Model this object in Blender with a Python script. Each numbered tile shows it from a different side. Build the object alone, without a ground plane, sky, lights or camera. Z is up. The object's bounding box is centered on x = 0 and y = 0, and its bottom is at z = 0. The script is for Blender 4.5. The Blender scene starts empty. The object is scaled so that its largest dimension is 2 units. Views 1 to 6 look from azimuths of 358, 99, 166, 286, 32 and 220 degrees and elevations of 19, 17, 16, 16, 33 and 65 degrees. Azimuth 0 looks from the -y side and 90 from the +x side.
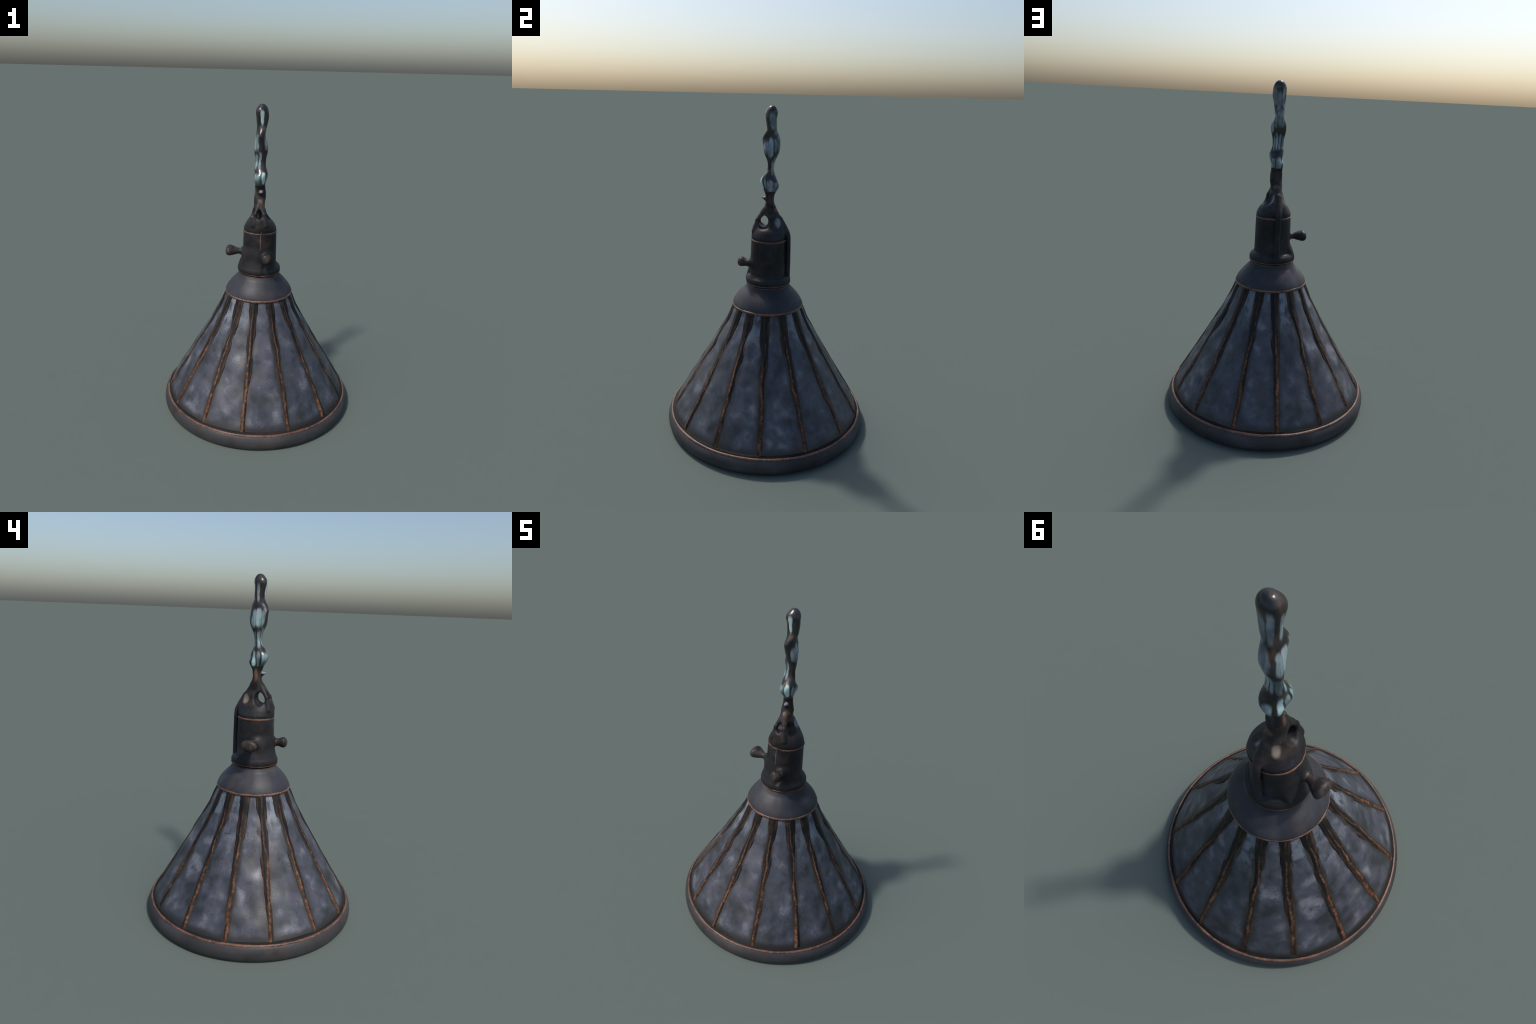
# A dark bronze pendant lamp standing on its conical leaded-glass shade:
# rim, 14 hammered panels between copper-edged cames, a domed cap, a collar,
# a socket with two turn knobs and a cord strip, a yoke and a melted-looking chain.
import bpy, math
import numpy as np
from mathutils import Vector, noise as mn

rng = np.random.default_rng(7)

# --------------------------------------------------------------------------
# node helper
# --------------------------------------------------------------------------
class Nodes:
    def __init__(self, name):
        self.mat = bpy.data.materials.new(name)
        self.mat.use_nodes = True
        self.nt = self.mat.node_tree
        self.nt.nodes.clear()
        out = self.nt.nodes.new('ShaderNodeOutputMaterial')
        self.bsdf = self.nt.nodes.new('ShaderNodeBsdfPrincipled')
        self.nt.links.new(self.bsdf.outputs[0], out.inputs[0])
        tc = self.nt.nodes.new('ShaderNodeTexCoord')
        self.obj = tc.outputs['Object']
        self._xyz = None

    def link(self, val, sock):
        if isinstance(val, bpy.types.NodeSocket):
            self.nt.links.new(val, sock)
        else:
            sock.default_value = val

    def math(self, op, a, b=0.0, clamp=False):
        n = self.nt.nodes.new('ShaderNodeMath'); n.operation = op; n.use_clamp = clamp
        self.link(a, n.inputs[0]); self.link(b, n.inputs[1])
        return n.outputs[0]

    def vec(self, op, a, b):
        n = self.nt.nodes.new('ShaderNodeVectorMath'); n.operation = op
        self.link(a, n.inputs[0]); self.link(b, n.inputs[1])
        return n.outputs[0]

    def xyz(self, v=None):
        if v is None and self._xyz: return self._xyz
        n = self.nt.nodes.new('ShaderNodeSeparateXYZ')
        self.link(self.obj if v is None else v, n.inputs[0])
        r = (n.outputs[0], n.outputs[1], n.outputs[2])
        if v is None: self._xyz = r
        return r

    def noise(self, scale, detail=3.0, rough=0.55, coord=None, dist=0.0):
        n = self.nt.nodes.new('ShaderNodeTexNoise')
        n.inputs['Scale'].default_value = scale
        n.inputs['Detail'].default_value = detail
        n.inputs['Roughness'].default_value = rough
        n.inputs['Distortion'].default_value = dist
        self.link(self.obj if coord is None else coord, n.inputs['Vector'])
        return n.outputs['Fac']

    def stretch(self, s, coord=None, shift=None):
        v = self.vec('MULTIPLY', self.obj if coord is None else coord, s)
        return v if shift is None else self.vec('ADD', v, shift)

    def ramp(self, v, a, b, lo=0.0, hi=1.0):
        n = self.nt.nodes.new('ShaderNodeMapRange'); n.interpolation_type = 'SMOOTHSTEP'
        self.link(v, n.inputs[0])
        for i, k in enumerate((a, b, lo, hi)): self.link(k, n.inputs[i + 1])
        return n.outputs[0]

    def mix(self, f, a, b):
        n = self.nt.nodes.new('ShaderNodeMix'); n.data_type = 'RGBA'
        self.link(f, n.inputs[0])
        for k, s in ((a, n.inputs[6]), (b, n.inputs[7])):
            self.link(k if isinstance(k, bpy.types.NodeSocket) else (*k, 1.0), s)
        return n.outputs[2]

    def bump(self, h, strength, dist=0.01):
        n = self.nt.nodes.new('ShaderNodeBump')
        n.inputs['Strength'].default_value = strength
        n.inputs['Distance'].default_value = dist
        self.link(h, n.inputs['Height'])
        self.nt.links.new(n.outputs[0], self.bsdf.inputs['Normal'])

    def done(self, color, rough=0.5, metal=0.0, spec=0.4):
        b = self.bsdf.inputs
        self.link(color if isinstance(color, bpy.types.NodeSocket) else (*color, 1.0), b['Base Color'])
        self.link(rough, b['Roughness']); self.link(metal, b['Metallic'])
        b['Specular IOR Level'].default_value = spec
        return self.mat

# --------------------------------------------------------------------------
# palette (linear)
# --------------------------------------------------------------------------
SLATE = (0.053, 0.058, 0.077)
SLATE_LIGHT = (0.150, 0.155, 0.180)
SLATE_DARK = (0.021, 0.024, 0.029)
BLACK = (0.010, 0.0095, 0.0095)
BRONZE = (0.0165, 0.0160, 0.0180)
BRONZE_BLUE = (0.0265, 0.0290, 0.0410)
BROWN = (0.044, 0.026, 0.018)
COPPER = (0.150, 0.068, 0.042)
COPPER_PALE = (0.230, 0.130, 0.098)
TEAL = (0.215, 0.315, 0.325)
PALE = (0.310, 0.340, 0.375)

RIBS = [17.8, 44.9, 69.6, 95.8, 122.1, 149.6, 173.8, 199.6, 224.0, 249.5, 274.7, 298.5, 325.1, 350.5]
N = len(RIBS)

# shade profile (z -> r)
SHADE_Z = [0.060, 0.10, 0.13, 0.20, 0.30, 0.40, 0.50, 0.60, 0.70, 0.77, 0.80, 0.83]
SHADE_R = [0.608, 0.599, 0.584, 0.5432, 0.4823, 0.4223, 0.364, 0.3062, 0.2522, 0.2240, 0.2100, 0.192]
def shade_r(z): return float(np.interp(z, SHADE_Z, SHADE_R))

# --------------------------------------------------------------------------
# materials
# --------------------------------------------------------------------------
def panel_material(name, sheen, half_tan, seed):
    """hammered grey-blue slag glass with dark smoke along the cames"""
    m = Nodes(name)
    x, y, z = m.xyz()
    shift = (seed * 3.7, seed * 1.3, seed * 2.1)
    c = m.stretch((1, 1, 1), shift=shift)
    big = m.noise(8.0, 2.0, 0.45, c, 0.2)
    mid = m.noise(19.0, 2.0, 0.5, m.stretch((1, 1, 0.75), shift=shift), 0.2)
    fine = m.noise(170.0, 2.0, 0.6, c)
    tone = m.math('ADD', m.math('MULTIPLY', big, 0.62), m.math('MULTIPLY', mid, 0.38))
    col = m.mix(m.ramp(tone, 0.35, 0.54), SLATE_DARK, SLATE)
    col = m.mix(m.ramp(tone, 0.52, 0.70), col, SLATE_LIGHT)  # pale mottling colours in the broken highlights of the dents
    # warm and greenish tints
    tint = m.noise(6.0, 2.0, 0.5, m.stretch((1, 1, 1), shift=(seed * 5.1, 4.0, 9.0)))
    col = m.mix(m.ramp(tint, 0.54, 0.72, 0.0, 0.30), col, (0.062, 0.055, 0.044))
    col = m.mix(m.ramp(tint, 0.46, 0.30, 0.0, 0.35), col, (0.085, 0.075, 0.100))
    # cyan highlight baked into the glass colour under the cap
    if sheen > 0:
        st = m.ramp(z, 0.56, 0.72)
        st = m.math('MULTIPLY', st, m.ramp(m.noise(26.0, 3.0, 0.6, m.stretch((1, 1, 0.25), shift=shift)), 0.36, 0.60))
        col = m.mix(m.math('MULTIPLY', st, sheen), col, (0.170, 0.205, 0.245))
    # grain and specks
    col = m.mix(m.ramp(fine, 0.50, 0.68, 0.0, 0.50), col, (0.030, 0.030, 0.034))
    sp = m.ramp(m.noise(66.0, 3.0, 0.72, c), 0.57, 0.66)
    sp = m.math('MULTIPLY', sp, m.ramp(m.noise(8.0, 1.0, 0.5, m.stretch((1, 1, 1), shift=(2.0, seed * 1.9, 1.0))), 0.47, 0.60))
    col = m.mix(m.math('MULTIPLY', sp, 0.85), col, (0.014, 0.015, 0.017))
    # smoke along the edges (lateral fraction)
    wob = m.math('MULTIPLY', m.math('SUBTRACT', m.noise(13.0, 3.0, 0.6, c), 0.5), 0.22)
    halfw = m.math('MULTIPLY', y, -half_tan)
    gap = m.math('ADD', m.math('SUBTRACT', halfw, m.math('ABSOLUTE', x)), m.math('MULTIPLY', wob, 0.22))
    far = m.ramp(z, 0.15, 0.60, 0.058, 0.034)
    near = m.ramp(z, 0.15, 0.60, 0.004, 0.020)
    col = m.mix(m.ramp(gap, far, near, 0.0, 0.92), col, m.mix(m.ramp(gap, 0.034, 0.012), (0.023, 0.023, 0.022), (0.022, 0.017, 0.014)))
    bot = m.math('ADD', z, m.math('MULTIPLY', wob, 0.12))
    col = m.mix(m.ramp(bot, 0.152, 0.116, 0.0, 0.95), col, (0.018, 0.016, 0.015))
    m.bump(m.math('ADD', fine, m.math('MULTIPLY', mid, 1.0)), 0.14, 0.005)
    rough = m.ramp(tone, 0.3, 0.65, 0.50, 0.38)
    return m.done(col, rough, 0.0, 0.5)

def rib_material(name, seed):
    """patinated came: black broad flange, bright copper worn along one wandering line"""
    m = Nodes(name)
    x, y, z = m.xyz()
    sh = (seed * 2.3, seed * 0.7, seed * 1.1)
    low = m.noise(5.0, 2.0, 0.5, m.stretch((0.2, 0.2, 1.0), shift=sh))
    wob = m.noise(26.0, 3.0, 0.65, m.stretch((0.6, 0.6, 1.0), shift=sh))
    # copper line wanders over the flange
    off = m.math('MULTIPLY', m.math('SUBTRACT', low, 0.5), 0.055)
    off = m.math('ADD', off, m.math('MULTIPLY', m.math('SUBTRACT', wob, 0.5), 0.016))
    width = m.ramp(z, 0.70, 0.14, 0.0050, 0.0135)
    d = m.math('ABSOLUTE', m.math('SUBTRACT', x, off))
    line = m.ramp(m.math('ADD', m.math('DIVIDE', d, width), m.math('MULTIPLY', m.math('SUBTRACT', m.noise(48.0, 3.0, 0.65, m.stretch((1, 1, 0.5), shift=sh)), 0.5), 1.3)), 1.15, 0.05)
    line = m.math('MULTIPLY', line, m.ramp(z, 0.80, 0.48, 0.30, 1.0))
    line = m.math('MULTIPLY', line, m.ramp(m.noise(14.0, 3.0, 0.65, m.stretch((1, 1, 1), shift=sh)), 0.32, 0.58, 0.22, 1.0))
    # faint copper rims of the flange
    e = m.ramp(m.math('ADD', m.math('ABSOLUTE', x), m.math('MULTIPLY', wob, 0.010)), 0.017, 0.0235)
    e = m.math('MULTIPLY', e, m.ramp(m.noise(9.0, 3.0, 0.65, m.stretch((3, 1, 1), shift=sh)), 0.42, 0.62, 0.0, 0.5))
    col = m.mix(m.ramp(wob, 0.45, 0.80), (0.0065, 0.0060, 0.0060), (0.020, 0.014, 0.0115))
    # low down the black fades into the smoked glass beside it
    fade = m.math('MULTIPLY', m.ramp(m.math('ADD', m.math('ABSOLUTE', x), m.math('MULTIPLY', m.math('SUBTRACT', wob, 0.5), 0.012)), 0.006, 0.015), m.ramp(z, 0.66, 0.36))
    col = m.mix(m.math('MULTIPLY', fade, 0.85), col, m.mix(m.ramp(wob, 0.42, 0.60), (0.023, 0.022, 0.022), (0.034, 0.023, 0.017)))
    col = m.mix(e, col, (0.085, 0.045, 0.027))
    hot = m.mix(m.ramp(m.noise(60.0, 2.0, 0.6, m.stretch((1, 1, 1), shift=sh)), 0.40, 0.66), (0.085, 0.038, 0.019), (0.205, 0.088, 0.041))
    col = m.mix(line, col, hot)
    m.bump(wob, 0.3, 0.004)
    return m.done(col, 0.55, 0.0, 0.22)

def bead_material(name, lo, hi):
    m = Nodes(name)
    n = m.noise(11.0, 3.0, 0.65)
    f = m.noise(70.0, 2.0, 0.6)
    col = m.mix(m.ramp(n, 0.34, 0.62), lo, COPPER)
    col = m.mix(m.ramp(f, 0.50, 0.72, 0.0, hi), col, COPPER_PALE)
    m.bump(f, 0.3, 0.003)
    return m.done(col, 0.45, 0.0, 0.45)

def slate_metal(name, base, light, dark, warm, rough=0.50, spec=0.32):
    m = Nodes(name)
    n = m.noise(5.0, 3.0, 0.5, None, 0.3)
    f = m.noise(90.0, 2.0, 0.6)
    col = m.mix(m.ramp(n, 0.30, 0.50), dark, base)
    col = m.mix(m.ramp(n, 0.50, 0.70), col, light)
    w = m.noise(8.0, 3.0, 0.6, m.stretch((1, 1, 1), shift=(3.0, 7.0, 1.0)))
    col = m.mix(m.ramp(w, 0.56, 0.74, 0.0, 0.6), col, warm)
    col = m.mix(m.ramp(f, 0.50, 0.72, 0.0, 0.25), col, dark)
    m.bump(f, 0.12, 0.003)
    return m.done(col, rough, 0.0, spec)

def bronze_body():
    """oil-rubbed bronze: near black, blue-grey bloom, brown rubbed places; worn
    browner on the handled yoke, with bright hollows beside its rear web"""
    m = Nodes('oil_rubbed_bronze')
    x, y, z = m.xyz()
    n = m.noise(9.0, 3.0, 0.55, None, 0.3)
    f = m.noise(55.0, 3.0, 0.6)
    col = m.mix(m.ramp(n, 0.34, 0.54), (0.0105, 0.0100, 0.0105), BRONZE)
    col = m.mix(m.ramp(n, 0.52, 0.68), col, BRONZE_BLUE)
    w = m.noise(12.0, 3.0, 0.62, m.stretch((1, 1, 0.8), shift=(5.0, 1.0, 2.0)))
    col = m.mix(m.ramp(w, 0.55, 0.72, 0.0, 0.75), col, BROWN)
    col = m.mix(m.ramp(f, 0.58, 0.76, 0.0, 0.3), col, (0.050, 0.034, 0.028))
    yn = m.noise(16.0, 3.0, 0.6, m.stretch((1, 1, 0.55)))
    yk = m.mix(m.ramp(yn, 0.36, 0.56), (0.011, 0.010, 0.010), (0.026, 0.023, 0.023))
    yk = m.mix(m.ramp(yn, 0.52, 0.68, 0.0, 0.85), yk, (0.090, 0.050, 0.033))
    yk = m.mix(m.ramp(f, 0.56, 0.75, 0.0, 0.35), yk, (0.085, 0.060, 0.048))
    zz = m.math('ADD', z, m.math('MULTIPLY', m.math('SUBTRACT', n, 0.5), 0.10))
    col = m.mix(m.ramp(zz, 1.255, 1.345), col, yk)
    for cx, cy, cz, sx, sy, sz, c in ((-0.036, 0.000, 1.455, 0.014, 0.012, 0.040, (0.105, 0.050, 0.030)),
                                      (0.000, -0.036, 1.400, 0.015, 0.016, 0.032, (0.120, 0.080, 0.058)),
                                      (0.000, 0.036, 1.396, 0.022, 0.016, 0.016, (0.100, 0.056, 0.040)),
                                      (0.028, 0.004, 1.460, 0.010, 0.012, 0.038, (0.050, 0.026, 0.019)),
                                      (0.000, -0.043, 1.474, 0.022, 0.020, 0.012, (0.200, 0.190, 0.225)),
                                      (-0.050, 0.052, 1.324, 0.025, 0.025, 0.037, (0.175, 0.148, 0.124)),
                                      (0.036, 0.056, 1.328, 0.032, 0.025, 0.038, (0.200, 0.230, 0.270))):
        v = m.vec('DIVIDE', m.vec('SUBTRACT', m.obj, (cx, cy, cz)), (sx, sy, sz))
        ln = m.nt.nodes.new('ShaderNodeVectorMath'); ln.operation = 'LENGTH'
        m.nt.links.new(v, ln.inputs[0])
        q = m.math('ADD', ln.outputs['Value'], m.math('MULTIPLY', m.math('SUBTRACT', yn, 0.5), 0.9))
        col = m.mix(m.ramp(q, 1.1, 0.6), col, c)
    m.bump(f, 0.10, 0.003)
    return m.done(col, 0.50, 0.0, 0.25)

def knob_material():
    m = Nodes('rubbed_knob_bronze')
    w = m.noise(24.0, 2.0, 0.5, m.stretch((1.4, 1.4, 0.5)))
    f = m.noise(70.0, 3.0, 0.6)
    col = m.mix(m.ramp(w, 0.36, 0.52), (0.014, 0.013, 0.0125), (0.034, 0.028, 0.026))
    col = m.mix(m.ramp(w, 0.52, 0.64, 0.0, 0.8), col, (0.085, 0.050, 0.036))
    col = m.mix(m.ramp(f, 0.55, 0.75, 0.0, 0.3), col, (0.08, 0.065, 0.06))
    return m.done(col, 0.48, 0.0, 0.28)

# reflections painted on the chain: azimuth (0 = front, 90 = right), half width
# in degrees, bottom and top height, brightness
PAINTED_REFLECTIONS = [
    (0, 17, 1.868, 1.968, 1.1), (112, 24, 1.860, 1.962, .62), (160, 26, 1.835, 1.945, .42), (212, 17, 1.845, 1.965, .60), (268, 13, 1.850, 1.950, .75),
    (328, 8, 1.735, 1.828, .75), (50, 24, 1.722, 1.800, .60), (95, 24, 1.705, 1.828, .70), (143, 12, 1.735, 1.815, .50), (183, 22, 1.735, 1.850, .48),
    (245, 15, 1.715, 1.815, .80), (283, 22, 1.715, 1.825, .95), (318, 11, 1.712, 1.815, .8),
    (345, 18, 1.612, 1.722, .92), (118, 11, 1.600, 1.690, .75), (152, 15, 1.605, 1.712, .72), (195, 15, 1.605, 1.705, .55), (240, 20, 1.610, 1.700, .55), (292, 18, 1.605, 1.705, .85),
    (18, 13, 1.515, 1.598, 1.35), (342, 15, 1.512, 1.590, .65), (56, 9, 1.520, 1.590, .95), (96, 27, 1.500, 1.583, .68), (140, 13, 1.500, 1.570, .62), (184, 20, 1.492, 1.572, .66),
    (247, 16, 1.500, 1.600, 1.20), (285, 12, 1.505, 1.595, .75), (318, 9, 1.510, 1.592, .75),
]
def chain_material():
    m = Nodes('blackened_chain_with_painted_reflections')
    wv = m.nt.nodes.new('ShaderNodeTexNoise'); wv.inputs['Scale'].default_value = 22.0
    wv.inputs['Detail'].default_value = 2.0
    m.nt.links.new(m.obj, wv.inputs['Vector'])
    warp = m.vec('MULTIPLY', m.vec('SUBTRACT', wv.outputs['Color'], (0.5, 0.5, 0.5)), (0.014, 0.014, 0.024))
    p = m.vec('ADD', m.obj, warp)
    x, y, z = m.xyz(p)
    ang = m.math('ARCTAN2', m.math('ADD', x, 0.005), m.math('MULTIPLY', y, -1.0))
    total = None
    for az, hw, z0, z1, k in PAINTED_REFLECTIONS:
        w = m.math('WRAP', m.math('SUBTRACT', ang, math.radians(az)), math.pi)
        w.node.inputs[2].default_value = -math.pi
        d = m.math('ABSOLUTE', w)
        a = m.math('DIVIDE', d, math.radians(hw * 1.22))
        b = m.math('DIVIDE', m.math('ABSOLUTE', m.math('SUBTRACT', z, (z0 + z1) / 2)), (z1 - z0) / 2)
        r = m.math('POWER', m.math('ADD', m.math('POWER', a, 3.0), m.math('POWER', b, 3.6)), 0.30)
        f = m.ramp(r, 1.10, 0.66, 0.0, min(1.0, k * 1.35) if 60 < az < 240 else k * 1.12)  # reflection colour lightened more on the side away from the sun
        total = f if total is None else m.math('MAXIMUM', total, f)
    n = m.noise(26.0, 3.0, 0.6, m.stretch((1, 1, 0.35)))
    dark = m.mix(m.ramp(n, 0.42, 0.62), (0.010, 0.010, 0.011), (0.034, 0.029, 0.027))
    rub = m.noise(18.0, 2.0, 0.5, m.stretch((1, 1, 0.4), shift=(2.0, 5.0, 0.0)))
    dark = m.mix(m.ramp(rub, 0.55, 0.70, 0.0, 0.8), dark, (0.110, 0.056, 0.034))
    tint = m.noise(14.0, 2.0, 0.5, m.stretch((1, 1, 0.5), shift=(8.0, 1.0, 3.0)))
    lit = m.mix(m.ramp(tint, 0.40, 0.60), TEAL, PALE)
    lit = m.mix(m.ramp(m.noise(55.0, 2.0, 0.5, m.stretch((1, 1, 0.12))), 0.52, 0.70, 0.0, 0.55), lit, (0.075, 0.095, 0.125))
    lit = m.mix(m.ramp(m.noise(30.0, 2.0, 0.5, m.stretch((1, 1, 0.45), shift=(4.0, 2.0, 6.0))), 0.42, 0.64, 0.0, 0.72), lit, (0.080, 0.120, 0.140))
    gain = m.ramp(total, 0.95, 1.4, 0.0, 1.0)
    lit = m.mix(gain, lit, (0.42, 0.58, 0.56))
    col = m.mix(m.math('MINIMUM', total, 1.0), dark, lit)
    return m.done(col, 0.28, 0.0, 0.55)

# --------------------------------------------------------------------------
# mesh helpers
# --------------------------------------------------------------------------
def add(name, verts, faces, mat, parent, smooth=True):
    me = bpy.data.meshes.new(name)
    me.from_pydata([tuple(v) for v in verts], [], faces)
    me.materials.append(mat)
    if smooth: me.polygons.foreach_set('use_smooth', [True] * len(me.polygons))
    me.update()
    ob = bpy.data.objects.new(name, me)
    bpy.context.scene.collection.objects.link(ob)
    ob.parent = parent
    return ob

def empty(name, parent=None):
    ob = bpy.data.objects.new(name, None)
    bpy.context.scene.collection.objects.link(ob)
    ob.parent = parent
    return ob

def lathe(name, prof, mat, parent, seg=160, closed=False, wob=0.0, seed=0.0):
    """surface of revolution through (r, z) points, slightly out of true"""
    v, f = [], []
    k = len(prof)
    for i in range(seg):
        a = 2 * math.pi * i / seg
        ca, sa = math.cos(a), math.sin(a)
        for r, z in prof:
            d = wob * mn.noise(Vector((ca * 3 + seed, sa * 3, z * 9))) if wob else 0.0
            dz = wob * 0.6 * mn.noise(Vector((ca * 4, sa * 4 + seed, 5.0))) if wob else 0.0
            v.append(((r + d) * ca, (r + d) * sa, max(z + dz, 0.0) if z > 0.002 else z))
    for i in range(seg):
        j = (i + 1) % seg
        for q in range(k if closed else k - 1):
            w = (q + 1) % k
            f.append((i * k + q, j * k + q, j * k + w, i * k + w))
    return add(name, v, f, mat, parent)

def smooth_profile(pts, per=6):
    """Catmull-Rom through profile points"""
    out = []
    P = [pts[0]] + list(pts) + [pts[-1]]
    for i in range(1, len(P) - 2):
        p0, p1, p2, p3 = (np.array(P[i + d], float) for d in (-1, 0, 1, 2))
        for t in np.linspace(0, 1, per, endpoint=False):
            out.append(tuple(0.5 * (2 * p1 + (p2 - p0) * t + (2 * p0 - 5 * p1 + 4 * p2 - p3) * t * t + (3 * p1 - p0 - 3 * p2 + p3) * t ** 3)))
    out.append(tuple(pts[-1]))
    return out

def ring_bead(name, R, z, tr, tz, mat, parent, wob=0.002, seed=0.0, seg=200, n=10):
    v, f = [], []
    for i in range(seg):
        a = 2 * math.pi * i / seg
        ca, sa = math.cos(a), math.sin(a)
        w = 1 + 0.22 * mn.noise(Vector((ca * 5 + seed, sa * 5, 1.0))) + 0.12 * mn.noise(Vector((ca * 17, sa * 17 + seed, 2.0)))
        dr = wob * mn.noise(Vector((ca * 3, sa * 3, seed)))
        dz = wob * mn.noise(Vector((ca * 4, sa * 4, seed + 7)))
        for q in range(n):
            b = 2 * math.pi * q / n
            r = R + dr + tr * w * math.cos(b)
            v.append((r * ca, r * sa, z + dz + tz * w * math.sin(b)))
    for i in range(seg):
        j = (i + 1) % seg
        for q in range(n):
            w = (q + 1) % n
            f.append((i * n + q, j * n + q, j * n + w, i * n + w))
    return add(name, v, f, mat, parent)

# --------------------------------------------------------------------------
# the lamp
# --------------------------------------------------------------------------
lamp = empty('pendant_lamp')
lamp['label'] = 'dark bronze pendant lamp with conical panelled glass shade and chain'
lamp['category'] = 'pendant lamp'
shade = empty('shade', lamp)

# ---- panels ---------------------------------------------------------------
def build_panel(i):
    a0, a1 = RIBS[i], RIBS[(i + 1) % N]
    if a1 < a0: a1 += 360
    mid, half = math.radians((a0 + a1) / 2), math.radians((a1 - a0) / 2)
    nx, nz, th = 22, 58, 0.012
    zs = np.linspace(0.078, 0.822, nz)
    v, f = [], []
    for layer in range(2):
        for z in zs:
            r0 = shade_r(z)
            for s in np.linspace(-1, 1, nx):
                ph = s * half
                flat = r0 * math.cos(half) / math.cos(ph)
                r = 0.55 * r0 + 0.45 * flat
                r += 0.004 * math.cos(s * math.pi / 2) * min(1, (0.83 - z) * 5)
                p = Vector((ph * r0, z, i * 3.1))
                amp = (min(1.0, (0.80 - z) * 6) if z < 0.80 else 0.0) * (1 - s ** 6) * min(1.0, max(0.0, (z - 0.095) * 14))
                r += amp * (0.0105 * mn.noise(p * 9) + 0.0032 * mn.noise(p * 19))
                r -= layer * th
                v.append((r * math.sin(ph), -r * math.cos(ph), z))
    M = nx * nz
    for j in range(nz - 1):
        for k in range(nx - 1):
            q = (j * nx + k, j * nx + k + 1, (j + 1) * nx + k + 1, (j + 1) * nx + k)
            f.append(q); f.append(tuple(M + w for w in reversed(q)))
    border = [k for k in range(nx)] + [j * nx + nx - 1 for j in range(1, nz)] + [(nz - 1) * nx + k for k in range(nx - 2, -1, -1)] + [j * nx for j in range(nz - 2, 0, -1)]
    for q in range(len(border)):
        a, b = border[q], border[(q + 1) % len(border)]
        f.append((b, a, M + a, M + b))
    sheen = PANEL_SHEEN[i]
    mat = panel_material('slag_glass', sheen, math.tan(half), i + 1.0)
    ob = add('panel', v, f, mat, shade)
    ob.rotation_euler[2] = mid
    ob.location = (-0.0015, 0.0005, 0)
    return ob
# strength of each panel's painted highlight just under the cap
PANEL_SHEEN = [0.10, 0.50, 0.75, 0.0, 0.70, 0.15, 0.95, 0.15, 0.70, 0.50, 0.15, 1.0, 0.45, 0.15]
for i in range(N): build_panel(i)

# ---- cames (ribs) -----------------------------------------------------------
def build_rib(i):
    az = math.radians(RIBS[i])
    pitch = math.radians(360 / N)
    nz, nu = 90, 13
    zs = np.linspace(0.097, 0.808, nz)
    us = np.linspace(-1, 1, nu)
    sd = i * 5.7
    v, f = [], []
    for z in zs:
        r0 = shade_r(z)
        w = 0.0155 + 0.0120 * np.clip((z - 0.15) / 0.55, 0, 1)
        w *= 1 + 0.22 * mn.noise(Vector((sd, z * 5, 0))) + 0.12 * mn.noise(Vector((sd, z * 22, 3)))
        cx = 0.0028 * mn.noise(Vector((sd + 2, z * 6, 1))) + 0.0012 * mn.noise(Vector((sd, z * 26, 9)))
        rid = 0.0042 * (1 + 0.35 * mn.noise(Vector((sd, z * 12, 5))))
        for u in us:
            x = cx + u * w
            sink = min(1.0, max(0.0, (z - 0.097) / 0.035))
            h = sink * 0.0030 * (1 - u * u) - 0.0012 * u * u + sink * rid * math.exp(-(u / 0.5) ** 2)
            ph = x / r0
            rr = (r0 + h) / max(math.cos(ph), 0.8) - 0.0035 * abs(ph) / pitch
            v.append((rr * math.sin(ph), -rr * math.cos(ph), z))
    for z in zs:
        for u in us:
            r0 = shade_r(z); ph = 0.9 * u * 0.02 / r0
            v.append(((r0 - 0.014) * math.sin(ph), -(r0 - 0.014) * math.cos(ph), z))
    M = nz * nu
    for j in range(nz - 1):
        for k in range(nu - 1):
            q = (j * nu + k, j * nu + k + 1, (j + 1) * nu + k + 1, (j + 1) * nu + k)
            f.append(q); f.append(tuple(M + a for a in reversed(q)))
        for k, flip in ((0, False), (nu - 1, True)):
            a, b = j * nu + k, (j + 1) * nu + k
            q = (a, b, M + b, M + a)
            f.append(tuple(reversed(q)) if flip else q)
    for j in (0, nz - 1):
        for k in range(nu - 1):
            a, b = j * nu + k, j * nu + k + 1
            q = (b, a, M + a, M + b)
            f.append(q if j == 0 else tuple(reversed(q)))
    ob = add('rib', v, f, rib_material('patinated_came', i + 1.0), shade)
    ob.rotation_euler[2] = az
    ob.location = (-0.0015, 0.0005, 0)
    return ob
for i in range(N): build_rib(i)

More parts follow.
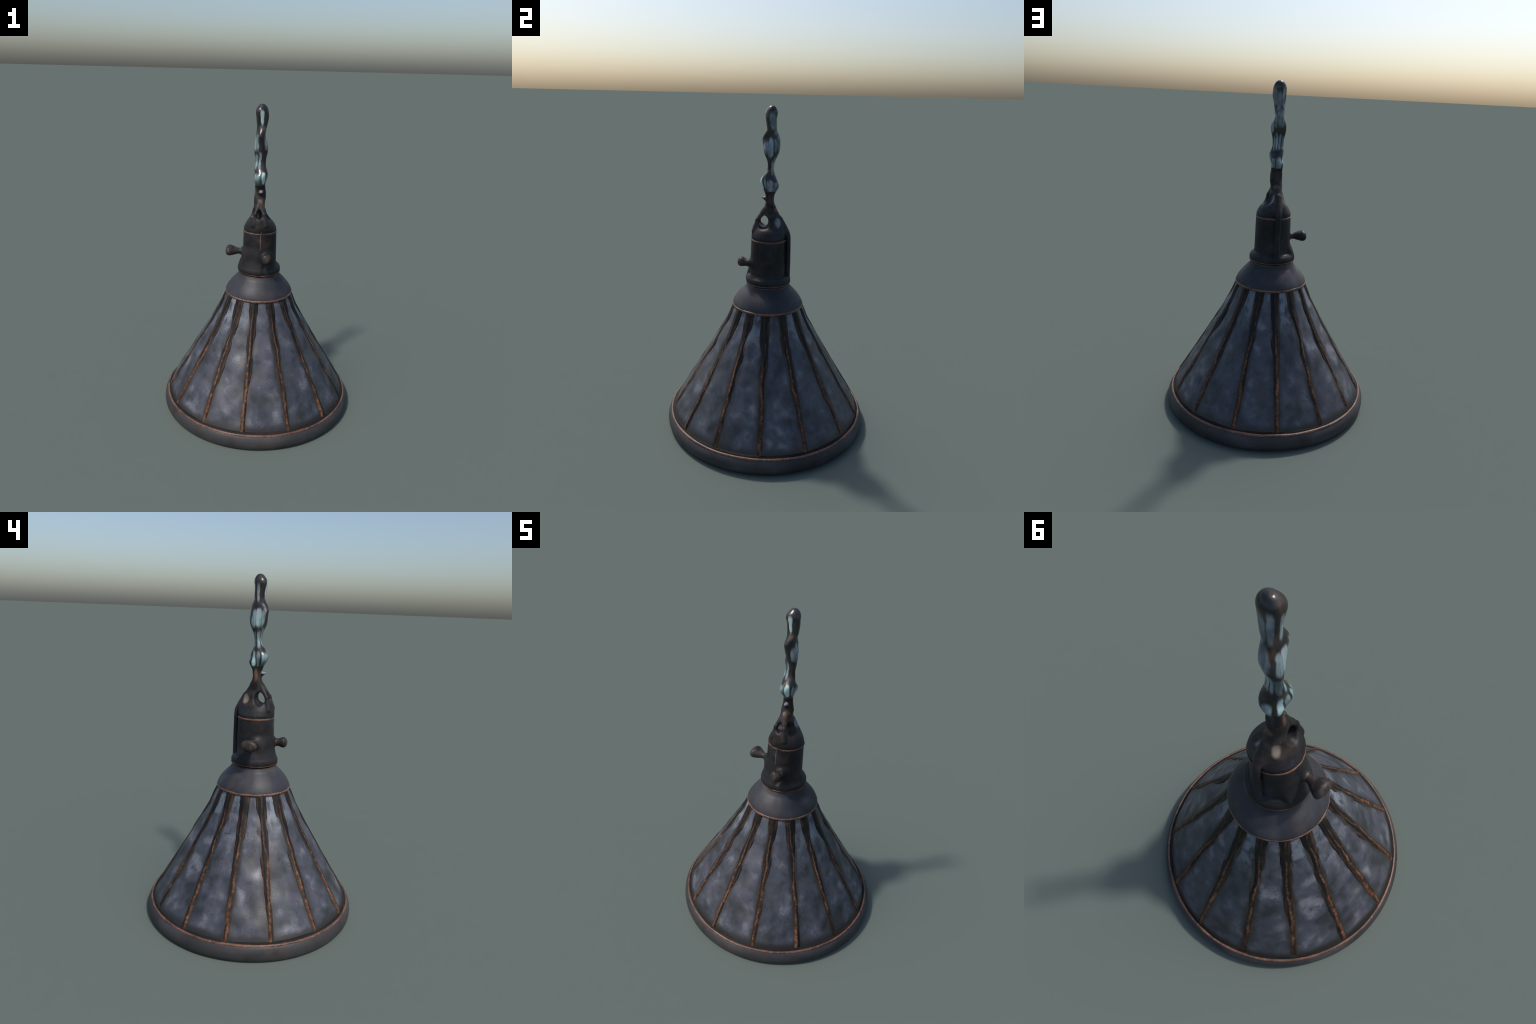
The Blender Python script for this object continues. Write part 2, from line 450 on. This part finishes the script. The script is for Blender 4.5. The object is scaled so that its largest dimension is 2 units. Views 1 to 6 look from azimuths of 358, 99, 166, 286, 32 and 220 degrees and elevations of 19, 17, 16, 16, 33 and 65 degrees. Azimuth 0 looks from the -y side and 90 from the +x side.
# ---- rim ------------------------------------------------------------------------
M_RIM = slate_metal('rim_slate_metal', (0.037, 0.036, 0.0385), (0.056, 0.054, 0.058), (0.020, 0.0195, 0.021), (0.062, 0.044, 0.035))
M_CAP = slate_metal('cap_slate_metal', (0.029, 0.030, 0.0375), (0.056, 0.055, 0.059), (0.015, 0.016, 0.021), (0.058, 0.046, 0.046))
M_BEAD = bead_material('rubbed_copper_bead', (0.060, 0.034, 0.026), 0.8)
M_BEAD_DIM = bead_material('dim_copper_bead', (0.030, 0.021, 0.018), 0.15)
rim_out = smooth_profile([(0.592, 0.000), (0.612, 0.003), (0.627, 0.011), (0.6335, 0.032), (0.6315, 0.058), (0.6225, 0.080), (0.612, 0.093), (0.606, 0.099)], 5)
rim_in = [(0.598, 0.100), (0.580, 0.090), (0.578, 0.060), (0.580, 0.020), (0.583, 0.001)]
lathe('rim', rim_out + rim_in, M_RIM, shade, seg=192, closed=True, wob=0.0015, seed=2.0)
ring_bead('rim_bead', 0.6080, 0.0915, 0.0085, 0.0088, M_BEAD, shade, wob=0.002, seed=1.0, seg=280)
M_BLACK = slate_metal('near_black_ring', (0.014, 0.0125, 0.012), (0.022, 0.018, 0.016), (0.009, 0.009, 0.009), (0.040, 0.024, 0.017), 0.7, 0.12)
lathe('lower_dark_ring', [(0.609, 0.094), (0.6030, 0.1015), (0.5985, 0.1055), (0.5930, 0.1080), (0.578, 0.108), (0.578, 0.094)], M_BLACK, shade, seg=192, closed=True, wob=0.003, seed=5.0)

# ---- cap (gallery) -----------------------------------------------------------------
cap_prof = smooth_profile([(0.100, 0.955), (0.122, 0.945), (0.130, 0.932), (0.141, 0.912), (0.158, 0.895), (0.179, 0.873), (0.198, 0.849), (0.210, 0.829), (0.2165, 0.813), (0.2170, 0.803), (0.2145, 0.797)], 5)
cap_prof += [(0.205, 0.794), (0.195, 0.80), (0.180, 0.84), (0.12, 0.92), (0.100, 0.93)]
lathe('cap', cap_prof, M_CAP, lamp, seg=128, closed=True, wob=0.002, seed=9.0)
ring_bead('cap_bead', 0.2155, 0.8030, 0.0052, 0.0078, M_BEAD, lamp, wob=0.0022, seed=4.0)

# ---- socket, collar, knobs, yoke, cord and chain: one fused casting ---------------
# Built as a smoothly blended solid on a grid, turned into one surface, then cut
# into named parts whose borders share vertices and normals.
H = 0.0032
LO = np.array([-0.250, -0.222, 0.928])
HI = np.array([0.165, 0.170, 2.010])
DIM = np.ceil((HI - LO) / H).astype(int)
X, Y, Z = (np.float32(LO[i]) + np.float32(H) * np.arange(DIM[i], dtype=np.float32) for i in range(3))
F = np.full(tuple(DIM), 1.0, np.float32)

def block(z0, z1, x0=-9, x1=9, y0=-9, y1=9):
    """index slices and broadcast coordinates of part of the grid"""
    s = []
    for c, a, b in ((X, x0, x1), (Y, y0, y1), (Z, z0, z1)):
        i = np.searchsorted(c, a); j = np.searchsorted(c, b)
        s.append(slice(i, j))
    return tuple(s), X[s[0]][:, None, None], Y[s[1]][None, :, None], Z[s[2]][None, None, :]

def smin(a, b, k):
    h = np.maximum(k - np.abs(a - b), 0) / k
    return np.minimum(a, b) - h * h * k * 0.25

def join(sl, d, k):
    F[sl] = smin(F[sl], d.astype(np.float32), k) if k > 0 else np.minimum(F[sl], d)

def cut(sl, d, k):
    F[sl] = -smin(-F[sl], d.astype(np.float32), k)

def capsule(a, b, ra, rb, k, squash=None, pad=0.06):
    """tapered capsule; squash=(sx,sy,sz) flattens it"""
    a, b = np.array(a, float), np.array(b, float)
    R = max(ra, rb) + pad
    lo, hi = np.minimum(a, b) - R, np.maximum(a, b) + R
    sl, x, y, z = block(lo[2], hi[2], lo[0], hi[0], lo[1], hi[1])
    s = np.ones(3) if squash is None else 1 / np.array(squash)
    ab = (b - a) * s
    px, py, pz = (x - a[0]) * s[0], (y - a[1]) * s[1], (z - a[2]) * s[2]
    t = np.clip((px * ab[0] + py * ab[1] + pz * ab[2]) / max(ab @ ab, 1e-9), 0, 1)
    d = np.sqrt((px - t * ab[0]) ** 2 + (py - t * ab[1]) ** 2 + (pz - t * ab[2]) ** 2) - (ra + (rb - ra) * t)
    join(sl, d, k)

def ellipsoid_d(c, r):
    R = max(r) + 0.03
    sl, x, y, z = block(c[2] - R, c[2] + R, c[0] - R, c[0] + R, c[1] - R, c[1] + R)
    q = np.sqrt(((x - c[0]) / r[0]) ** 2 + ((y - c[1]) / r[1]) ** 2 + ((z - c[2]) / r[2]) ** 2)
    return sl, (q - 1) * min(r)

# socket barrel and its domed top
sl, x, y, z = block(0.9, 1.36, -0.16, 0.16, -0.16, 0.16)
SZ = [0.90, 1.000, 1.05, 1.15, 1.205, 1.225, 1.245, 1.262, 1.276, 1.288, 1.296]
SR = [0.110, 0.1095, 0.1080, 0.1067, 0.1052, 0.1027, 0.0960, 0.0885, 0.0780, 0.0580, 0.0300]
rad = np.sqrt(x * x + (y + 0.002) ** 2)
d = rad - np.interp(Z[sl[2]], SZ, SR).astype(np.float32)[None, None, :]
d = np.maximum(d * 0.85, z - 1.294)
join(sl, d, 0)
# collar with rounded lip, and the skirt swelling up under the big knob
CZ = [0.925, 0.938, 0.942, 0.950, 0.958, 0.968, 0.980, 0.992, 1.002]
CR = [0.120, 0.126, 0.1285, 0.1355, 0.1375, 0.1375, 0.1330, 0.1200, 0.090]
sl, x, y, z = block(0.9, 1.03, -0.17, 0.17, -0.17, 0.17)
rad = np.sqrt(x * x + y * y)
d = np.maximum(rad - np.interp(Z[sl[2]], CZ, CR).astype(np.float32)[None, None, :], z - 0.999)
join(sl, d * 0.8, 0.012)
sl, x, y, z = block(0.9, 1.12, -0.19, 0.05, -0.19, 0.10)
az = np.arctan2(x, -y)
side = np.clip(np.cos(az + math.radians(60)) * 1.7 - 0.25, 0, 1)          # faces the front-left
r = 0.1365 - 0.046 * np.clip((z - 0.962) / 0.105, 0, 1.4) ** 2.0
r = np.where(z < 0.958, np.interp(Z[sl[2]], CZ, CR)[None, None, :], r)
d = np.sqrt(x * x + y * y) - (0.096 + (r - 0.096) * (lambda q: q * q * (3 - 2 * q))(np.clip(side * 1.7, 0, 1)))
join(sl, np.maximum(d, z - 1.10), 0.012)

# switch housing swelling out between the knobs
capsule((-0.066, -0.050, 1.056), (-0.015, -0.080, 1.052), 0.0370, 0.0360, 0.032, (1, 1, 1.35), 0.09)

# turn knobs: flaring handles with blunt ends
def knob(root, neck, tip, r_neck, r_tip, wide, tall):
    """waisted handle from the barrel to a blunt end, `wide` sideways"""
    root, neck, tip = (np.array(v, float) for v in (root, neck, tip))
    capsule(root, neck, r_neck * 1.35, r_neck, 0.030)
    ax = (tip - neck) / np.linalg.norm(tip - neck)
    L = np.linalg.norm(tip - neck)
    side = np.array([-ax[1], ax[0], 0.0]); side /= np.linalg.norm(side)
    up = np.cross(ax, side)
    c = (neck + tip) / 2
    sl, x, y, z = block(c[2] - .08, c[2] + .08, c[0] - .1, c[0] + .1, c[1] - .1, c[1] + .1)
    px, py, pz = x - neck[0], y - neck[1], z - neck[2]
    t = px * ax[0] + py * ax[1] + pz * ax[2]
    u = (px * side[0] + py * side[1] + pz * side[2])
    v = (px * up[0] + py * up[1] + pz * up[2])
    g = np.clip(t / L, 0, 1)
    prof = r_neck + (r_tip - r_neck) * np.sin(np.clip(g * 1.1, 0, 1) * (math.pi / 2))
    w = 1 + (wide - 1) * g
    h = 1 + (tall - 1) * g
    d = np.sqrt((u / w) ** 2 + (v / h) ** 2) - prof
    e = np.maximum(t - L, -t - 0.012)
    k = 0.030
    hh = np.maximum(k - np.abs(d - e), 0) / k
    d = np.maximum(d, e) + hh * hh * k * 0.25
    join(sl, d * 0.9, 0.012)
knob((-0.098, -0.030, 1.080), (-0.132, -0.027, 1.082), (-0.2180, -0.019, 1.085), 0.0160, 0.0345, 1.58, 1.04)
knob((0.043, -0.088, 1.066), (0.042, -0.122, 1.067), (0.027, -0.184, 1.073), 0.0185, 0.0305, 1.0, 1.12)

# yoke: a bell narrowing to the neck, pierced by a cross hole, a small front
# hole and a deep recess each side of the rear web, with the cord in the middle
BZ = [1.235, 1.254, 1.282, 1.300, 1.324, 1.351, 1.379, 1.400, 1.43, 1.46]
BX = [0.0990, 0.0900, 0.0760, 0.0620, 0.0490, 0.0410, 0.0310, 0.0280, 0.023, 0.012]
BY = [0.1010, 0.1040, 0.1010, 0.0960, 0.0820, 0.0690, 0.0540, 0.0400, 0.024, 0.012]
sl, x, y, z = block(1.22, 1.46, -0.14, 0.14, -0.14, 0.14)
zz = Z[sl[2]]
bx = np.interp(zz, BZ, BX).astype(np.float32)[None, None, :]
by = np.interp(zz, BZ, BY).astype(np.float32)[None, None, :]
mx = np.interp(zz, [1.25, 1.34, 1.40], [0.0, -0.008, -0.0095]).astype(np.float32)[None, None, :]
rho = np.sqrt(((x - mx) / bx) ** 2 + ((y + 0.001) / by) ** 2)
bell = np.maximum((rho - 1) * np.minimum(bx, by) * 0.9, 1.236 - z)
bell = bell.astype(np.float32)
def punch(c, r, k=0.012):
    global bell
    q = np.sqrt(((x - c[0]) / r[0]) ** 2 + ((y - c[1]) / r[1]) ** 2 + ((z - c[2]) / r[2]) ** 2)
    d = ((q - 1) * min(r)).astype(np.float32)
    bell = -smin(-bell, d, k)
punch((0.0, -0.033, 1.331), (0.30, 0.0275, 0.0315), 0.006)       # cross hole
punch((0.064, -0.026, 1.330), (0.046, 0.040, 0.048), 0.008)
punch((-0.070, -0.030, 1.332), (0.046, 0.034, 0.042), 0.008)
punch((-0.008, -0.085, 1.338), (0.0185, 0.050, 0.0290), 0.008)    # small front hole
punch((0.066, 0.050, 1.335), (0.048, 0.033, 0.045))               # right recess
punch((-0.082, 0.046, 1.330), (0.040, 0.030, 0.038))              # left recess
F[sl] = smin(F[sl], bell, 0.016)
well = ((np.sqrt(((x + 0.006) / 0.058) ** 2 + ((y + 0.035) / 0.031) ** 2 + ((z - 1.327) / 0.036) ** 2) - 1) * 0.031).astype(np.float32)
F[sl] = -smin(-F[sl], well, 0.008)                                  # open well under the arch
capsule((-0.006, 0.008, 1.400), (-0.005, 0.011, 1.285), 0.0170, 0.0140, 0.010)
for a, b, ra, rb in (((-0.012, -0.028, 1.395), (-0.036, -0.069, 1.335), 0.0180, 0.0090), ((-0.036, -0.069, 1.335), (-0.045, -0.083, 1.268), 0.0085, 0.0140),
                     ((-0.004, -0.028, 1.395), (0.021, -0.070, 1.335), 0.0180, 0.0105), ((0.021, -0.070, 1.335), (0.032, -0.085, 1.268), 0.0100, 0.0160)):
    capsule(a, b, ra, rb, 0.010)
# cord strip down the back of the socket
capsule((-0.008, 0.060, 1.335), (-0.004, 0.104, 1.268), 0.018, 0.0170, 0.016)
CORD = smooth_profile([(-0.004, 0.098, 1.282), (-0.003, 0.111, 1.258), (-0.002, 0.1170, 1.225), (-0.001, 0.1185, 1.16), (-0.001, 0.1200, 1.08), (-0.003, 0.1195, 0.975)], 3)
for a, b in zip(CORD[:-1], CORD[1:]):
    capsule(a, b, 0.0150, 0.0150, 0.0, (1.15, 1.0, 1.0))

# chain: stations of (z, cx, cy, rx, ry, skew) down its melted links
CH = np.array([
    (1.985, -.004, .002, .0365, .0325, -.02), (1.970, -.004, .001, .0368, .0330, -.06), (1.950, -.003, -.001, .0365, .0320, -.12), (1.930, -.003, -.002, .0380, .0310, -.11),
    (1.910, -.003, -.001, .0370, .0290, -.13), (1.890, -.004, .001, .0340, .0280, -.09), (1.870, -.005, .002, .0310, .0280, -.05),
    (1.850, -.007, .000, .0280, .0350, -.15), (1.830, -.009, -.001, .0270, .0455, -.02), (1.810, -.010, -.001, .0280, .0515, .08),
    (1.790, -.009, .001, .0320, .0500, -.05), (1.770, -.007, .003, .0370, .0480, -.16), (1.750, -.006, .003, .0400, .0450, -.29),
    (1.730, -.006, .003, .0410, .0400, -.32), (1.710, -.006, .003, .0390, .0310, -.33), (1.690, -.007, .003, .0360, .0230, -.26),
    (1.670, -.007, .002, .0320, .0180, -.20), (1.650, -.007, .001, .0310, .0170, -.09), (1.630, -.007, -.001, .0320, .0200, .10),
    (1.610, -.006, -.005, .0360, .0280, -.12), (1.590, -.003, -.008, .0395, .0400, -.10), (1.570, -.002, -.008, .0410, .0510, .16),
    (1.550, -.003, -.005, .0390, .0545, .20), (1.530, -.007, .000, .0345, .0495, .01), (1.510, -.007, .002, .0310, .0370, -.24),
    (1.490, -.006, .000, .0310, .0260, -.30), (1.470, -.005, .000, .0335, .0220, -.30), (1.450, -.005, .000, .0350, .0215, -.14),
    (1.430, -.005, .000, .0360, .0260, .05), (1.410, -.007, .001, .0340, .0330, .0), (1.380, -.008, .002, .0310, .0360, 0)])[::-1]
sl, x, y, z = block(1.375, 2.01, -0.09, 0.09, -0.09, 0.09)
zz = Z[sl[2]]
zc = np.clip(zz, CH[0, 0], CH[-1, 0])
def spline(col):
    """smooth curve through the stations"""
    t, v = CH[:, 0], CH[:, col]
    m = np.gradient(v, t)
    i = np.clip(np.searchsorted(t, zc) - 1, 0, len(t) - 2)
    h = t[i + 1] - t[i]; u = (zc - t[i]) / h
    return (v[i] * (1 + 2 * u) * (1 - u) ** 2 + h * m[i] * u * (1 - u) ** 2 + v[i + 1] * u * u * (3 - 2 * u) + h * m[i + 1] * u * u * (u - 1)).astype(np.float32)
cx, cy, rx, ry, ck = (spline(c)[None, None, :] for c in range(1, 6))
crown = np.sqrt(np.clip(1 - (np.clip(zz - 1.952, 0, None) / 0.0482) ** 2, 1e-4, 1)).astype(np.float32)[None, None, :]
rx, ry = (rx + 0.0012) * crown, (ry + 0.0012) * crown
qx, qy = (x - cx) / rx, (y - cy) / ry
rho = np.sqrt(np.maximum((qx * qx - 2 * ck * qx * qy + qy * qy) / (1 - ck * ck), 1e-8))
d = np.maximum((rho - 1) * np.sqrt(rx * ry), z - 2.0)
join(sl, d * 0.9, 0.010)
capsule((-0.004, -0.001, 1.955), (-0.014, -0.010, 1.953), 0.0280, 0.0280, 0.012)
capsule((-0.010, -0.010, 1.556), (-0.024, -0.026, 1.552), 0.0220, 0.0210, 0.014)
# the broken stub sticking out to the front
capsule((-0.001, -0.020, 1.462), (0.000, -0.048, 1.470), 0.0170, 0.0035, 0.008)

def surface_nets(F):
    """smooth surface of the zero level set of a grid"""
    inside = F < 0
    nx, ny, nz = F.shape
    cnt = np.zeros((nx - 1, ny - 1, nz - 1), np.int8)
    for dx in (0, 1):
        for dy in (0, 1):
            for dz in (0, 1):
                cnt += inside[dx:nx - 1 + dx, dy:ny - 1 + dy, dz:nz - 1 + dz]
    ci, cj, ckk = np.nonzero((cnt > 0) & (cnt < 8))
    idx = np.full(cnt.shape, -1, np.int32); idx[ci, cj, ckk] = np.arange(len(ci))
    acc = np.zeros((len(ci), 3)); num = np.zeros(len(ci))
    corners = [(a, b, c) for a in (0, 1) for b in (0, 1) for c in (0, 1)]
    for a in corners:
        for ax in range(3):
            if a[ax]: continue
            b = list(a); b[ax] = 1
            fa = F[ci + a[0], cj + a[1], ckk + a[2]].astype(float)
            fb = F[ci + b[0], cj + b[1], ckk + b[2]].astype(float)
            c = (fa < 0) != (fb < 0)
            t = fa / np.where(c, fa - fb, 1)
            p = np.tile(np.array(a, float), (len(ci), 1)); p[:, ax] = t
            acc[c] += p[c]; num[c] += 1
    verts = LO + H * (np.stack([ci, cj, ckk], 1) + acc / num[:, None])
    quads = []
    for ax in range(3):
        u, w = (ax + 1) % 3, (ax + 2) % 3
        s0 = [slice(1, -1)] * 3; s1 = [slice(1, -1)] * 3
        s0[ax] = slice(0, -1); s1[ax] = slice(1, None)
        A, B = inside[tuple(s0)], inside[tuple(s1)]
        for want in (True, False):
            g = np.stack(np.nonzero((A != B) & (A == want)), 1)
            g[:, u] += 1; g[:, w] += 1
            q = []
            for du, dw in ((-1, -1), (0, -1), (0, 0), (-1, 0)):
                h = g.copy(); h[:, u] += du; h[:, w] += dw
                q.append(idx[h[:, 0], h[:, 1], h[:, 2]])
            q = np.stack(q, 1)
            quads.append(q if want else q[:, ::-1])
    return verts, np.concatenate(quads)

V, Q = surface_nets(F)
# relax the grid stepping a little
for lam in (0.5, -0.52, 0.5, -0.52):
    S = np.zeros_like(V); C = np.zeros(len(V))
    for a in range(4):
        e0, e1 = Q[:, a], Q[:, (a + 1) % 4]
        np.add.at(S, e0, V[e1]); np.add.at(C, e0, 1)
    V = V + lam * (S / np.maximum(C, 1)[:, None] - V)
V[:, 2] += np.clip((V[:, 2] - 1.9) / 0.1, 0, 1) * (2.0 - V[:, 2].max())
# vertex normals of the whole casting
fn = np.cross(V[Q[:, 2]] - V[Q[:, 0]], V[Q[:, 3]] - V[Q[:, 1]])
VN = np.zeros_like(V)
for a in range(4): np.add.at(VN, Q[:, a], fn)
VN /= np.maximum(np.linalg.norm(VN, axis=1), 1e-12)[:, None]

FC = V[Q].mean(1)
fx, fy, fz = FC.T
frad = np.hypot(fx, fy)
part = np.full(len(Q), 0)
# 0 socket, 1 collar, 2 big knob, 3 small knob, 4 cord strip, 5 yoke, 6.. chain links from the top
part[(fz < 1.000) & (frad > 0.1085)] = 1
part[(fz < 1.045) & (frad > 0.116) & (fx < 0.03) & (fy < 0.06)] = 1
part[(fx < -0.118) & (fz > 1.046)] = 2
part[(fy < -0.121) & (fz > 1.030) & (fx > 0.0)] = 3
part[(np.abs(fx + 0.002) < 0.0235) & (fy > 0.1075) & (fz > 0.978) & (fz < 1.262)] = 4
part[(fz > 1.291) | ((fz > 1.262) & (fy > 0.075) & (np.abs(fx + 0.003) < 0.03))] = 5
for k, (z0, z1) in enumerate(((1.845, 9), (1.655, 1.845), (1.505, 1.655), (1.398, 1.505))):
    part[(fz > z0) & (fz <= z1)] = 6 + k

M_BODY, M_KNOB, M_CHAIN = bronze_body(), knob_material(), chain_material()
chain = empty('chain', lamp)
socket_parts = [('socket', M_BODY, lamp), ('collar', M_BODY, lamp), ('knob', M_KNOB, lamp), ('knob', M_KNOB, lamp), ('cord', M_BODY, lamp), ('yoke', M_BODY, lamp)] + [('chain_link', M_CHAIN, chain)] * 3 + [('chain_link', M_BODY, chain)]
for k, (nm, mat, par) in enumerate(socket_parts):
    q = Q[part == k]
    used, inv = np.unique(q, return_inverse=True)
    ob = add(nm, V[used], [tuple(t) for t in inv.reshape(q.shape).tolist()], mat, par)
    ob.data.normals_split_custom_set_from_vertices([tuple(n) for n in VN[used]])

# copper seams of the socket
ring_bead('socket_bead', 0.1042, 1.2135, 0.0034, 0.0056, M_BEAD_DIM, lamp, wob=0.002, seed=8.0)
ring_bead('collar_bead', 0.1362, 0.9475, 0.0025, 0.0030, M_BEAD_DIM, lamp, wob=0.001, seed=11.0)
ring_bead('lower_collar_bead', 0.1290, 0.9330, 0.0030, 0.0026, M_BEAD_DIM, lamp, wob=0.001, seed=13.0)

# the casting seam running down the front of the socket
def seam(name, pts, r, mat, parent, n=8):
    P = np.array(pts, float)
    v, f = [], []
    for i, p in enumerate(P):
        t = P[min(i + 1, len(P) - 1)] - P[max(i - 1, 0)]; t /= np.linalg.norm(t)
        a = np.cross(t, (1, 0, 0)); a /= np.linalg.norm(a); b = np.cross(t, a)
        w = r * (1 + 0.3 * mn.noise(Vector((0, 0, p[2] * 40)))) * (0.25 if i in (0, len(P) - 1) else 1)
        for q in range(n):
            ang = 2 * math.pi * q / n
            v.append(tuple(p + w * (1.6 * math.cos(ang) * b + math.sin(ang) * a)))
    for i in range(len(P) - 1):
        for q in range(n):
            w = (q + 1) % n
            f.append((i * n + q, i * n + w, (i + 1) * n + w, (i + 1) * n + q))
    f.append(tuple(range(n))[::-1]); f.append(tuple((len(P) - 1) * n + q for q in range(n)))
    return add(name, v, f, mat, parent)
pts = []
for t in np.linspace(0, 1, 30):
    zc = 1.100 + t * 0.158
    xs = -0.001 + 0.004 * t + 0.012 * max(0, t - 0.72) / 0.28 + 0.0012 * math.sin(t * 9)
    r = float(np.interp(zc, SZ, SR)) - 0.0004
    pts.append((xs, -0.002 - math.sqrt(r * r - xs * xs), zc))
seam('socket_seam', pts, 0.0027, M_BEAD_DIM, lamp)
